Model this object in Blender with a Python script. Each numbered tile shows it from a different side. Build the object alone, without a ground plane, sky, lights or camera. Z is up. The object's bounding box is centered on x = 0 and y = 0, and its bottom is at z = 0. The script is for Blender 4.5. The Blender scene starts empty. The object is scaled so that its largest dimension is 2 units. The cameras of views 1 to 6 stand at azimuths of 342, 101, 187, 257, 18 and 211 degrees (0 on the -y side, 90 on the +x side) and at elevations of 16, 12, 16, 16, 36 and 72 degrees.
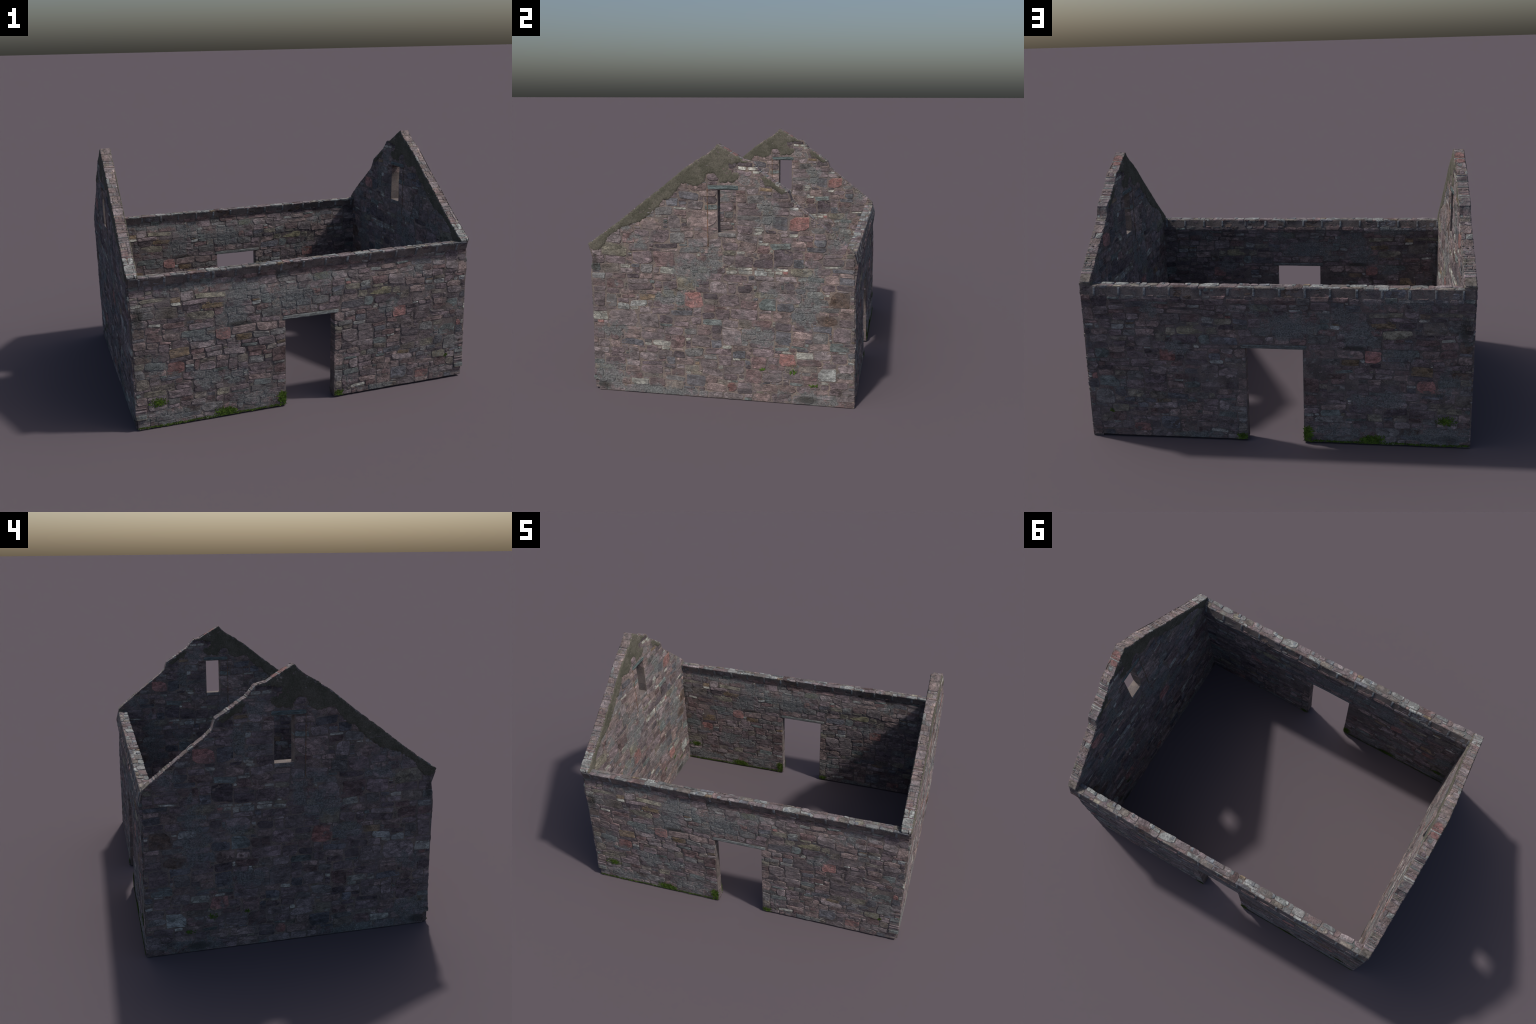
"""Roofless rubble-stone cottage: two gable walls and two long walls.

Every wall is a recessed mortar core with individual through-stones set in it.
Wall coordinates: u runs along the wall, t through its thickness, z up.
"""
import bpy, bmesh, math, random
import numpy as np
from mathutils import Vector, noise, geometry

rng = random.Random(20)

# ----------------------------------------------------------------- dimensions
GABLE_X, GABLE_HALF = 0.97, 0.030          # centre plane and half thickness
DOOR = (-0.147, 0.147, -0.05, 0.521)        # u0, u1, z0, z1
WINDOW = (-0.001, 0.098, 0.952, 1.182)
LONG_HALF_LENGTH, LONG_TOP = 0.993, 0.850

# gable outline (y, z): foot, ragged front edge, mossy slope, broken rear slope
FRONT_EDGE = [(-0.728, 0.0), (-0.727, 0.058), (-0.757, 0.061), (-0.749, 0.186), (-0.741, 0.54),
              (-0.740, 0.60), (-0.743, 0.649), (-0.748, 0.69), (-0.736, 0.757), (-0.729, 0.79),
              (-0.732, 0.817), (-0.744, 0.84)]
ROOF_LINE = [(-0.753, 0.863), (-0.65, 0.936), (-0.55, 1.008), (-0.42, 1.111), (-0.302, 1.198), (-0.183, 1.295),
             (-0.112, 1.344), (-0.066, 1.368), (-0.02, 1.402), (-0.002, 1.424), (0.018, 1.418),
             (0.136, 1.347), (0.187, 1.337), (0.231, 1.283), (0.283, 1.250), (0.379, 1.187),
             (0.398, 1.136), (0.428, 1.108), (0.502, 1.053), (0.690, 0.906), (0.738, 0.864)]
REAR_EDGE = [(0.738, 0.82), (0.741, 0.66), (0.748, 0.43), (0.754, 0.19), (0.758, 0.0)]
GABLE_OUTLINE = FRONT_EDGE + ROOF_LINE + REAR_EDGE

# centre line of each long wall bulges and leans: (z, y)
BACK_LINE = [(0.0, 0.727), (0.25, 0.723), (0.45, 0.721), (0.55, 0.719), (0.68, 0.712), (0.785, 0.725), (0.86, 0.706)]
FRONT_LINE = [(0.0, -0.721), (0.25, -0.719), (0.45, -0.719), (0.55, -0.718), (0.68, -0.720), (0.785, -0.705), (0.86, -0.730)]
BOW = -0.009                               # both walls sag this far towards the front at mid length
LONG_HALF = 0.030

# ------------------------------------------------------------- notable stones
# kind: (u, z, width, height) of the stones one would recognise on the wall;
# the rest of the rubble is packed around them.
GABLE_STONES = {
    'red': [(0.482, 1.034, 0.12, 0.084), (0.373, 0.748, 0.032, 0.019), (-0.146, 0.569, 0.107, 0.089), (-0.698, 0.416, 0.038, 0.019), (0.384, 0.257, 0.095, 0.069), (0.067, 0.075, 0.053, 0.063)],
    'pale': [(-0.465, 0.532, 0.106, 0.035), (0.604, 0.179, 0.103, 0.079)],
    'brown': [(0.663, 0.606, 0.11, 0.085), (0.605, 0.489, 0.119, 0.059)],
    'buff': [(0.057, 0.843, 0.076, 0.023), (-0.596, 0.838, 0.157, 0.072), (0.463, 0.755, 0.122, 0.048), (0.072, 0.753, 0.068, 0.018), (-0.09, 0.738, 0.048, 0.034), (-0.185, 0.659, 0.105, 0.072)],
    'white': [(0.129, 1.301, 0.051, 0.018), (0.209, 1.282, 0.041, 0.013), (-0.214, 1.08, 0.081, 0.013), (0.227, 0.973, 0.051, 0.019), (0.219, 0.954, 0.053, 0.015), (0.412, 0.945, 0.056, 0.021), (0.245, 0.898, 0.065, 0.015), (0.124, 0.846, 0.05, 0.017), (0.34, 0.765, 0.082, 0.013), (0.151, 0.758, 0.078, 0.014), (0.278, 0.758, 0.038, 0.014), (-0.538, 0.744, 0.064, 0.024), (0.332, 0.744, 0.046, 0.019), (0.151, 0.737, 0.082, 0.025), (0.288, 0.734, 0.031, 0.023), (0.073, 0.73, 0.063, 0.02), (-0.294, 0.727, 0.089, 0.036), (-0.182, 0.339, 0.033, 0.019), (-0.339, 0.306, 0.108, 0.035), (-0.309, 0.275, 0.054, 0.015), (-0.185, 0.14, 0.037, 0.021), (-0.471, 0.067, 0.115, 0.037)],
    'pink': [(-0.087, 1.029, 0.16, 0.097), (-0.373, 0.993, 0.125, 0.066), (0.268, 0.931, 0.095, 0.046), (0.439, 0.905, 0.077, 0.036), (0.158, 0.882, 0.102, 0.044), (0.348, 0.494, 0.1, 0.06), (-0.514, 0.346, 0.099, 0.05), (-0.515, 0.14, 0.089, 0.038), (0.258, 0.082, 0.147, 0.046), (0.386, 0.081, 0.086, 0.05), (0.562, 0.077, 0.101, 0.029)],
    'green': [(-0.045, 1.095, 0.072, 0.024), (0.321, 0.888, 0.116, 0.034), (0.27, 0.567, 0.095, 0.067), (0.666, 0.339, 0.11, 0.036), (0.449, 0.332, 0.106, 0.014), (0.373, 0.318, 0.086, 0.022), (0.429, 0.118, 0.078, 0.012)],
    'mauve': [(-0.249, 0.999, 0.075, 0.07), (0.157, 0.927, 0.115, 0.042), (-0.018, 0.891, 0.065, 0.048), (0.054, 0.798, 0.07, 0.054), (-0.176, 0.795, 0.12, 0.077), (0.278, 0.662, 0.131, 0.066), (-0.004, 0.647, 0.099, 0.065), (-0.56, 0.442, 0.185, 0.102), (0.062, 0.442, 0.091, 0.046), (-0.408, 0.435, 0.116, 0.085), (0.07, 0.362, 0.112, 0.088), (-0.121, 0.329, 0.114, 0.068), (-0.504, 0.236, 0.061, 0.08), (-0.413, 0.223, 0.105, 0.051), (0.3, 0.14, 0.117, 0.052)],
    'plum_dark': [(-0.298, 0.867, 0.145, 0.027), (0.353, 0.818, 0.108, 0.088), (0.246, 0.793, 0.109, 0.048), (0.391, 0.668, 0.061, 0.043), (-0.091, 0.668, 0.072, 0.026), (0.146, 0.644, 0.094, 0.047), (-0.048, 0.595, 0.086, 0.034), (-0.307, 0.45, 0.08, 0.049), (-0.236, 0.246, 0.066, 0.038)],
    'maroon': [(-0.309, 0.796, 0.127, 0.087), (-0.088, 0.79, 0.061, 0.059), (-0.577, 0.687, 0.077, 0.03), (-0.601, 0.64, 0.109, 0.057), (-0.523, 0.571, 0.087, 0.025), (0.166, 0.557, 0.11, 0.052), (0.28, 0.453, 0.115, 0.038), (-0.086, 0.382, 0.085, 0.031), (-0.234, 0.325, 0.09, 0.075), (0.224, 0.226, 0.095, 0.082), (0.324, 0.205, 0.09, 0.031), (0.507, 0.151, 0.087, 0.027), (0.188, 0.145, 0.088, 0.075), (-0.245, 0.138, 0.083, 0.046), (-0.514, 0.101, 0.115, 0.034), (-0.367, 0.073, 0.088, 0.053)],
    'slate': [(-0.256, 1.115, 0.07, 0.042), (-0.258, 1.108, 0.083, 0.027), (0.333, 1.013, 0.07, 0.079), (0.552, 0.91, 0.067, 0.038), (0.539, 0.877, 0.1, 0.026), (0.677, 0.763, 0.118, 0.025), (0.36, 0.377, 0.091, 0.084), (-0.509, 0.302, 0.139, 0.036), (0.112, 0.269, 0.078, 0.045), (-0.281, 0.214, 0.056, 0.044), (-0.149, 0.092, 0.12, 0.068)],
    'plum': [(-0.031, 1.247, 0.066, 0.047), (0.174, 1.066, 0.139, 0.038), (-0.336, 0.92, 0.111, 0.072), (0.65, 0.881, 0.085, 0.051), (0.628, 0.809, 0.118, 0.042), (0.514, 0.802, 0.093, 0.038), (0.141, 0.801, 0.081, 0.06), (-0.438, 0.799, 0.114, 0.076), (-0.593, 0.781, 0.129, 0.042), (0.601, 0.67, 0.082, 0.042), (0.081, 0.641, 0.061, 0.053), (-0.45, 0.633, 0.153, 0.038), (0.055, 0.575, 0.12, 0.072), (-0.702, 0.547, 0.076, 0.087), (0.178, 0.503, 0.163, 0.058), (-0.339, 0.494, 0.109, 0.031), (0.036, 0.492, 0.081, 0.06), (0.471, 0.463, 0.094, 0.042), (0.675, 0.411, 0.103, 0.091), (-0.71, 0.349, 0.064, 0.072), (-0.389, 0.346, 0.135, 0.046), (0.247, 0.291, 0.124, 0.037), (0.665, 0.273, 0.091, 0.056), (-0.596, 0.252, 0.092, 0.036), (0.3, 0.247, 0.069, 0.049), (-0.395, 0.148, 0.137, 0.047), (0.061, 0.133, 0.085, 0.038), (0.665, 0.119, 0.107, 0.041), (0.347, 0.025, 0.111, 0.044)],
    'ochre': [(0.262, 1.189, 0.078, 0.018)],
    'grey': [(0.207, 1.137, 0.1, 0.047), (-0.307, 1.067, 0.105, 0.046), (0.05, 0.935, 0.099, 0.035), (-0.228, 0.914, 0.07, 0.056), (-0.402, 0.728, 0.078, 0.044), (-0.63, 0.54, 0.069, 0.076), (0.566, 0.389, 0.087, 0.066), (-0.143, 0.26, 0.102, 0.046), (0.704, 0.182, 0.095, 0.038)],
    'tan': [(-0.631, 0.734, 0.106, 0.053), (0.165, 0.447, 0.079, 0.044), (0.498, 0.207, 0.1, 0.037)],
    'lichen': [(-0.679, 0.683, 0.118, 0.028)],
}
LONG_WALL_STONES = {
    'yellow': [(0.428, 0.613, 0.157, 0.049)],
    'red': [(0.232, 0.692, 0.035, 0.013), (0.039, 0.666, 0.045, 0.031), (-0.499, 0.489, 0.084, 0.068), (0.559, 0.476, 0.088, 0.068), (0.955, 0.351, 0.032, 0.037), (0.954, 0.35, 0.03, 0.026), (-0.768, 0.329, 0.094, 0.07), (0.718, 0.061, 0.094, 0.042)],
    'ochre': [(-0.753, 0.711, 0.057, 0.028), (-0.312, 0.659, 0.049, 0.01), (-0.556, 0.656, 0.133, 0.027), (0.747, 0.647, 0.057, 0.011), (-0.746, 0.415, 0.109, 0.052)],
    'green': [(0.574, 0.767, 0.092, 0.013), (-0.258, 0.672, 0.052, 0.023), (-0.256, 0.643, 0.059, 0.026), (0.907, 0.476, 0.081, 0.056), (0.878, 0.321, 0.111, 0.064), (0.435, 0.314, 0.086, 0.034)],
    'buff': [(-0.867, 0.718, 0.169, 0.024), (-0.568, 0.713, 0.177, 0.026), (-0.626, 0.606, 0.158, 0.045), (0.534, 0.602, 0.052, 0.043), (0.174, 0.428, 0.044, 0.029), (-0.888, 0.199, 0.129, 0.034), (-0.518, 0.151, 0.082, 0.041)],
    'brown': [(-0.961, 0.549, 0.068, 0.058), (-0.943, 0.396, 0.101, 0.035), (-0.692, 0.078, 0.094, 0.039)],
    'slate': [(-0.75, 0.789, 0.09, 0.025), (0.97, 0.306, 0.056, 0.053), (-0.797, 0.273, 0.127, 0.017), (0.512, 0.245, 0.116, 0.031), (0.781, 0.221, 0.063, 0.026), (0.707, 0.19, 0.058, 0.03), (0.565, 0.088, 0.104, 0.081)],
    'pale': [(-0.114, 0.729, 0.065, 0.009), (0.938, 0.651, 0.074, 0.008), (-0.313, 0.641, 0.049, 0.014), (0.963, 0.638, 0.043, 0.016), (0.811, 0.629, 0.069, 0.031), (0.924, 0.628, 0.027, 0.022), (0.747, 0.624, 0.051, 0.013), (0.3, 0.44, 0.08, 0.022)],
    'white': [(0.293, 0.054, 0.094, 0.016)],
    'grey': [(-0.908, 0.643, 0.089, 0.042), (0.167, 0.635, 0.073, 0.025), (0.754, 0.588, 0.071, 0.027), (-0.525, 0.57, 0.07, 0.063), (-0.318, 0.315, 0.091, 0.043), (-0.971, 0.314, 0.057, 0.055), (0.385, 0.254, 0.07, 0.036), (0.911, 0.235, 0.11, 0.088), (0.172, 0.133, 0.05, 0.069)],
    'maroon': [(0.426, 0.681, 0.105, 0.049), (-0.877, 0.553, 0.087, 0.037), (-0.169, 0.504, 0.039, 0.046), (0.247, 0.473, 0.068, 0.02), (0.823, 0.468, 0.086, 0.037), (0.426, 0.415, 0.092, 0.021), (-0.654, 0.413, 0.081, 0.027), (0.417, 0.409, 0.115, 0.026), (0.487, 0.357, 0.092, 0.033), (-0.653, 0.331, 0.027, 0.063), (-0.193, 0.325, 0.073, 0.082), (-0.188, 0.243, 0.063, 0.057), (0.982, 0.21, 0.028, 0.046), (0.62, 0.155, 0.112, 0.031), (-0.584, 0.122, 0.054, 0.041), (0.839, 0.121, 0.076, 0.059), (-0.589, 0.121, 0.058, 0.047), (0.483, 0.111, 0.064, 0.031), (0.38, 0.053, 0.074, 0.033)],
    'mauve': [(0.81, 0.745, 0.088, 0.028), (0.732, 0.684, 0.068, 0.037), (0.541, 0.677, 0.094, 0.058), (0.916, 0.567, 0.106, 0.041), (0.683, 0.544, 0.085, 0.048), (0.961, 0.41, 0.06, 0.044), (0.611, 0.395, 0.087, 0.051), (0.244, 0.372, 0.1, 0.078), (0.347, 0.364, 0.092, 0.053), (0.27, 0.194, 0.052, 0.059), (0.886, 0.061, 0.109, 0.033)],
    'tan': [(-0.803, 0.646, 0.114, 0.068), (0.59, 0.589, 0.06, 0.073), (-0.235, 0.38, 0.064, 0.028), (0.821, 0.368, 0.063, 0.029), (-0.953, 0.256, 0.078, 0.06), (-0.847, 0.231, 0.136, 0.026), (0.911, 0.111, 0.06, 0.05), (0.172, 0.07, 0.045, 0.046)],
    'plum': [(0.766, 0.779, 0.176, 0.015), (0.397, 0.776, 0.086, 0.03), (0.806, 0.688, 0.065, 0.041), (-0.755, 0.544, 0.125, 0.023), (0.316, 0.526, 0.137, 0.019), (0.728, 0.478, 0.088, 0.047), (-0.36, 0.429, 0.097, 0.02), (-0.181, 0.426, 0.057, 0.034), (0.827, 0.42, 0.129, 0.025), (-0.445, 0.415, 0.078, 0.033), (-0.183, 0.409, 0.06, 0.057), (-0.512, 0.317, 0.068, 0.038), (-0.591, 0.316, 0.096, 0.045), (-0.452, 0.308, 0.045, 0.062), (0.744, 0.306, 0.097, 0.054), (0.352, 0.286, 0.092, 0.033), (0.26, 0.248, 0.11, 0.021), (-0.321, 0.233, 0.109, 0.027), (-0.195, 0.182, 0.074, 0.032), (-0.746, 0.179, 0.129, 0.045), (0.341, 0.177, 0.084, 0.031), (-0.413, 0.164, 0.112, 0.027), (0.967, 0.144, 0.057, 0.066), (0.356, 0.123, 0.112, 0.035), (0.261, 0.115, 0.073, 0.033), (0.736, 0.109, 0.079, 0.024), (0.975, 0.079, 0.057, 0.035), (0.249, 0.077, 0.104, 0.026)],
    'pink': [(-0.212, 0.723, 0.074, 0.017), (-0.329, 0.7, 0.065, 0.028), (0.969, 0.697, 0.055, 0.072), (0.616, 0.682, 0.052, 0.042), (0.177, 0.497, 0.051, 0.049), (0.171, 0.325, 0.047, 0.068), (0.258, 0.283, 0.082, 0.027), (0.173, 0.234, 0.046, 0.082), (-0.97, 0.159, 0.061, 0.04), (-0.18, 0.133, 0.04, 0.032), (-0.968, 0.081, 0.061, 0.035)],
    'plum_dark': [(0.432, 0.738, 0.112, 0.011), (0.892, 0.685, 0.089, 0.025), (-0.674, 0.66, 0.096, 0.031), (0.808, 0.537, 0.077, 0.03), (0.646, 0.498, 0.068, 0.024), (0.493, 0.204, 0.046, 0.027), (0.645, 0.075, 0.049, 0.036)],
    'olive': [(0.067, 0.74, 0.099, 0.041)],
}

# colour of each kind of stone (linear base colour)
KINDS = {
    'plum': (0.208, 0.160, 0.167), 'plum_dark': (0.122, 0.096, 0.106), 'mauve': (0.262, 0.214, 0.216),
    'pink': (0.285, 0.212, 0.200), 'maroon': (0.198, 0.134, 0.131), 'red': (0.330, 0.168, 0.153),
    'slate': (0.152, 0.148, 0.164), 'grey': (0.198, 0.186, 0.182), 'green': (0.165, 0.186, 0.180),
    'pale': (0.345, 0.345, 0.330), 'white': (0.420, 0.405, 0.360), 'buff': (0.242, 0.216, 0.170),
    'yellow': (0.290, 0.255, 0.165), 'ochre': (0.240, 0.174, 0.116), 'tan': (0.214, 0.182, 0.158),
    'brown': (0.122, 0.086, 0.070), 'lichen': (0.230, 0.232, 0.228), 'olive': (0.158, 0.160, 0.126),
    'corbel': (0.185, 0.200, 0.216),
}
GABLE_MIX = [('plum', 28), ('mauve', 20), ('pink', 19), ('maroon', 10), ('grey', 6), ('slate', 6), ('tan', 5),
             ('plum_dark', 7), ('pale', 2), ('green', 2), ('buff', 2), ('white', 1), ('ochre', .5)]
HEAD_COURSE_MIX = [('plum_dark', 40), ('slate', 18), ('maroon', 16), ('brown', 8), ('grey', 12), ('green', 8)]  # darker stones chosen to colour in the shadow band under the wall head
LONG_MIX = [('plum', 30), ('maroon', 13), ('grey', 9), ('pink', 14), ('mauve', 15), ('tan', 6), ('plum_dark', 7),
            ('slate', 6), ('green', 2), ('buff', 1.5), ('pale', 1), ('ochre', .6)]

# weathered patches: (u, z, radius u, radius z, strength)
GABLE_LICHEN = [(-0.15, 0.73, 0.12, 0.08, 1), (-0.27, 0.575, 0.11, 0.06, 1), (-0.12, 0.87, 0.08, 0.04, .8),
                (-0.03, 0.80, 0.05, 0.10, .9), (-0.52, 0.99, 0.08, 0.04, .8), (0.27, 1.06, 0.05, 0.09, .8),
                (0.50, 0.70, 0.06, 0.13, .9), (0.50, 0.58, 0.09, 0.07, 1), (0.28, 0.625, 0.07, 0.035, .8),
                (-0.62, 0.37, 0.08, 0.05, .9), (-0.64, 0.09, 0.11, 0.09, 1), (-0.38, 0.02, 0.26, 0.035, 1),
                (0.22, 0.375, 0.12, 0.06, 1), (0.48, 0.51, 0.09, 0.07, .9), (0.52, 0.03, 0.18, 0.05, .9),
                (0.62, 0.92, 0.07, 0.05, .7), (-0.45, 0.88, 0.09, 0.05, .7), (0.17, 1.22, 0.10, 0.04, .6)]
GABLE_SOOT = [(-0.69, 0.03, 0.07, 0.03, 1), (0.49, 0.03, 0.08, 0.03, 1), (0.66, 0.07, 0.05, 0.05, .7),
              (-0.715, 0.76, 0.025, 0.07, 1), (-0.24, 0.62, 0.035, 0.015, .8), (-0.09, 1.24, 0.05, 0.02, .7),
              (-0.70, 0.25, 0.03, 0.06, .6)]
LONG_LICHEN = [(-0.43, 0.60, 0.10, 0.09, 1), (-0.10, 0.65, 0.17, 0.08, 1), (-0.35, 0.70, 0.12, 0.06, .9),
               (-0.62, 0.77, 0.22, 0.03, .8), (-0.83, 0.055, 0.18, 0.06, 1), (-0.60, 0.25, 0.09, 0.06, 1),
               (-0.87, 0.35, 0.05, 0.08, .9), (0.50, 0.52, 0.08, 0.05, .9), (0.42, 0.02, 0.13, 0.025, .9),
               (-0.34, 0.08, 0.16, 0.05, .9), (0.82, 0.30, 0.045, 0.045, .8), (-0.62, 0.50, 0.09, 0.05, .8),
               (0.64, 0.72, 0.07, 0.05, .8), (-0.44, 0.24, 0.08, 0.05, .9), (0.08, 0.74, 0.13, 0.04, .6),
               (0.23, 0.17, 0.03, 0.10, .6), (-0.96, 0.60, 0.05, 0.05, .7)]
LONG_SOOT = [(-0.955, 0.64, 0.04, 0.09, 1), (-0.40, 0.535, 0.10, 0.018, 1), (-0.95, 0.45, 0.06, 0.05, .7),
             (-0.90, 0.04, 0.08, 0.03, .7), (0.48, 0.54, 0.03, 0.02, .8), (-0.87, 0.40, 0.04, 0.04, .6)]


# -------------------------------------------------------------------- helpers
def interp(line, x):
    if x <= line[0][0]:
        return line[0][1]
    for (a, va), (b, vb) in zip(line, line[1:]):
        if x <= b:
            return va + (vb - va) * (x - a) / (b - a)
    return line[-1][1]


def inside(poly, x, y):
    hit, j = False, len(poly) - 1
    for i in range(len(poly)):
        (xi, yi), (xj, yj) = poly[i], poly[j]
        if (yi > y) != (yj > y) and x < (xj - xi) * (y - yi) / (yj - yi) + xi:
            hit = not hit
        j = i
    return hit


def mesh_object(name, verts, faces, parent, mats, face_mats=None, smooth=True):
    me = bpy.data.meshes.new(name)
    me.from_pydata(verts, [], faces)
    for m in mats:
        me.materials.append(m)
    if face_mats:
        me.polygons.foreach_set('material_index', face_mats)
    me.polygons.foreach_set('use_smooth', [smooth] * len(me.polygons))
    me.update()
    return link(name, me, parent)


def link(name, me, parent):
    ob = bpy.data.objects.new(name, me)
    bpy.context.scene.collection.objects.link(ob)
    ob.parent = parent
    return ob


# ------------------------------------------------------------------ materials
class Nodes:
    def __init__(self, tree):
        self.t = tree

    def add(self, kind, **sockets):
        n = self.t.nodes.new('ShaderNode' + kind)
        return n

    def link(self, a, b):
        self.t.links.new(a, b)

    def math(self, op, a, b=0.0, clamp=False):
        n = self.add('Math')
        n.operation, n.use_clamp = op, clamp
        for s, v in zip(n.inputs, (a, b)):
            if isinstance(v, (int, float)):
                s.default_value = v
            else:
                self.link(v, s)
        return n.outputs[0]

    def noise(self, coord, scale, detail=4, rough=0.55, dist=0.0):
        n = self.add('TexNoise')
        n.inputs['Scale'].default_value = scale
        n.inputs['Detail'].default_value = detail
        n.inputs['Roughness'].default_value = rough
        n.inputs['Distortion'].default_value = dist
        self.link(coord, n.inputs['Vector'])
        return n.outputs['Fac']

    def ramp(self, fac, lo, hi, a=0.0, b=1.0):
        n = self.add('MapRange')
        n.interpolation_type = 'SMOOTHSTEP'
        self.link(fac, n.inputs['Value'])
        for k, v in (('From Min', lo), ('From Max', hi), ('To Min', a), ('To Max', b)):
            n.inputs[k].default_value = v
        return n.outputs['Result']

    def mix(self, fac, a, b, blend='MIX'):
        n = self.add('Mix')
        n.data_type, n.blend_type = 'RGBA', blend
        if isinstance(fac, (int, float)):
            n.inputs['Factor'].default_value = fac
        else:
            self.link(fac, n.inputs['Factor'])
        for key, v in (('A', a), ('B', b)):
            s = [i for i in n.inputs if i.name == key and i.type == 'RGBA'][0]
            if isinstance(v, tuple):
                s.default_value = (*v, 1)
            else:
                self.link(v, s)
        return [o for o in n.outputs if o.type == 'RGBA'][0]

    def grey(self, value):
        n = self.add('CombineColor')
        for i in range(3):
            self.link(value, n.inputs[i])
        return n.outputs[0]

    def stretch(self, coord, scale):
        n = self.add('Mapping')
        n.inputs['Scale'].default_value = scale
        self.link(coord, n.inputs['Vector'])
        return n.outputs[0]


def patch_group(name, axis, patches):
    """Node group: 0..1 mask of soft elliptical patches on the wall plane."""
    g = bpy.data.node_groups.new(name, 'ShaderNodeTree')
    g.interface.new_socket('Vector', in_out='INPUT', socket_type='NodeSocketVector')
    g.interface.new_socket('Mask', in_out='OUTPUT', socket_type='NodeSocketFloat')
    t = Nodes(g)
    gi, go = g.nodes.new('NodeGroupInput'), g.nodes.new('NodeGroupOutput')
    total = None
    for u, z, ru, rz, k in patches:
        d = t.add('VectorMath')
        d.operation = 'SUBTRACT'
        t.link(gi.outputs[0], d.inputs[0])
        d.inputs[1].default_value = (u, 0, z) if axis == 'x' else (0, u, z)
        m = t.add('VectorMath')
        m.operation = 'MULTIPLY'
        t.link(d.outputs[0], m.inputs[0])
        m.inputs[1].default_value = (1 / ru, 0, 1 / rz) if axis == 'x' else (0, 1 / ru, 1 / rz)
        le = t.add('VectorMath')
        le.operation = 'LENGTH'
        t.link(m.outputs[0], le.inputs[0])
        v = t.ramp(le.outputs['Value'], 0.25, 1.5, k, 0.0)
        total = v if total is None else t.math('MAXIMUM', total, v)
    t.link(total, go.inputs[0])
    return g


def new_material(name):
    m = bpy.data.materials.new(name)
    m.use_nodes = True
    t = Nodes(m.node_tree)
    bsdf = m.node_tree.nodes['Principled BSDF']
    bsdf.inputs['Roughness'].default_value = 0.92
    bsdf.inputs['Specular IOR Level'].default_value = 0.15
    return m, t, bsdf


def weathered(t, coord, colour, groups, tint=(0.190, 0.168, 0.170)):
    """Lay lichen crust, soot and painted cleft shadows over a stone colour."""
    if not groups:
        return colour
    lichen, soot = groups
    n1 = t.noise(coord, 26, 9, 0.72)
    broad = t.math('MULTIPLY', t.ramp(t.noise(coord, 4.5, 3, 0.5), 0.48, 0.72), 0.22)
    smear = t.ramp(t.noise(coord, 9, 6, 0.62, 0.6), 0.40, 0.66, 0.0, 0.42)
    colour = t.mix(smear, colour, tint)
    n2 = t.noise(coord, 150, 5, 0.75)
    for grp, kind in ((lichen, 'lichen'), (soot, 'soot')):
        g = t.t.nodes.new('ShaderNodeGroup')
        g.node_tree = grp
        t.link(coord, g.inputs[0])
        if kind == 'lichen':
            body = t.math('ADD', t.math('ADD', t.math('MULTIPLY', g.outputs[0], 0.98), broad), t.math('MULTIPLY', t.math('SUBTRACT', n1, 0.5), 4.2))
            mask = t.math('MULTIPLY', t.ramp(body, 0.34, 0.86), 0.74)
            crust = t.mix(t.ramp(n2, 0.36, 0.66), (0.080, 0.088, 0.088), (0.290, 0.304, 0.302))
            colour = t.mix(mask, colour, crust)
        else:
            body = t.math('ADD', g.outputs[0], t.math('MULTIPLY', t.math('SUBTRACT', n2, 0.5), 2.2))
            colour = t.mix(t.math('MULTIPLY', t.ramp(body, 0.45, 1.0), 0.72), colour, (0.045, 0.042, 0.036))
    # scattered crust specks everywhere
    speck = t.math('MULTIPLY', t.ramp(t.noise(coord, 95, 6, 0.7), 0.58, 0.74), 0.50)
    colour = t.mix(speck, colour, (0.262, 0.266, 0.264))
    dark = t.math('MULTIPLY', t.ramp(t.noise(t.stretch(coord, (1, 1, 2.2)), 42, 9, 0.76, 0.8), 0.55, 0.68), 0.66)  # streaks darkened to show shade in the clefts
    return t.mix(dark, colour, (0.050, 0.046, 0.048))


COLOUR_SCALE = (0.915, 0.930, 0.945)     # overall darker, cooler multiplier on stone and mortar colour


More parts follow.
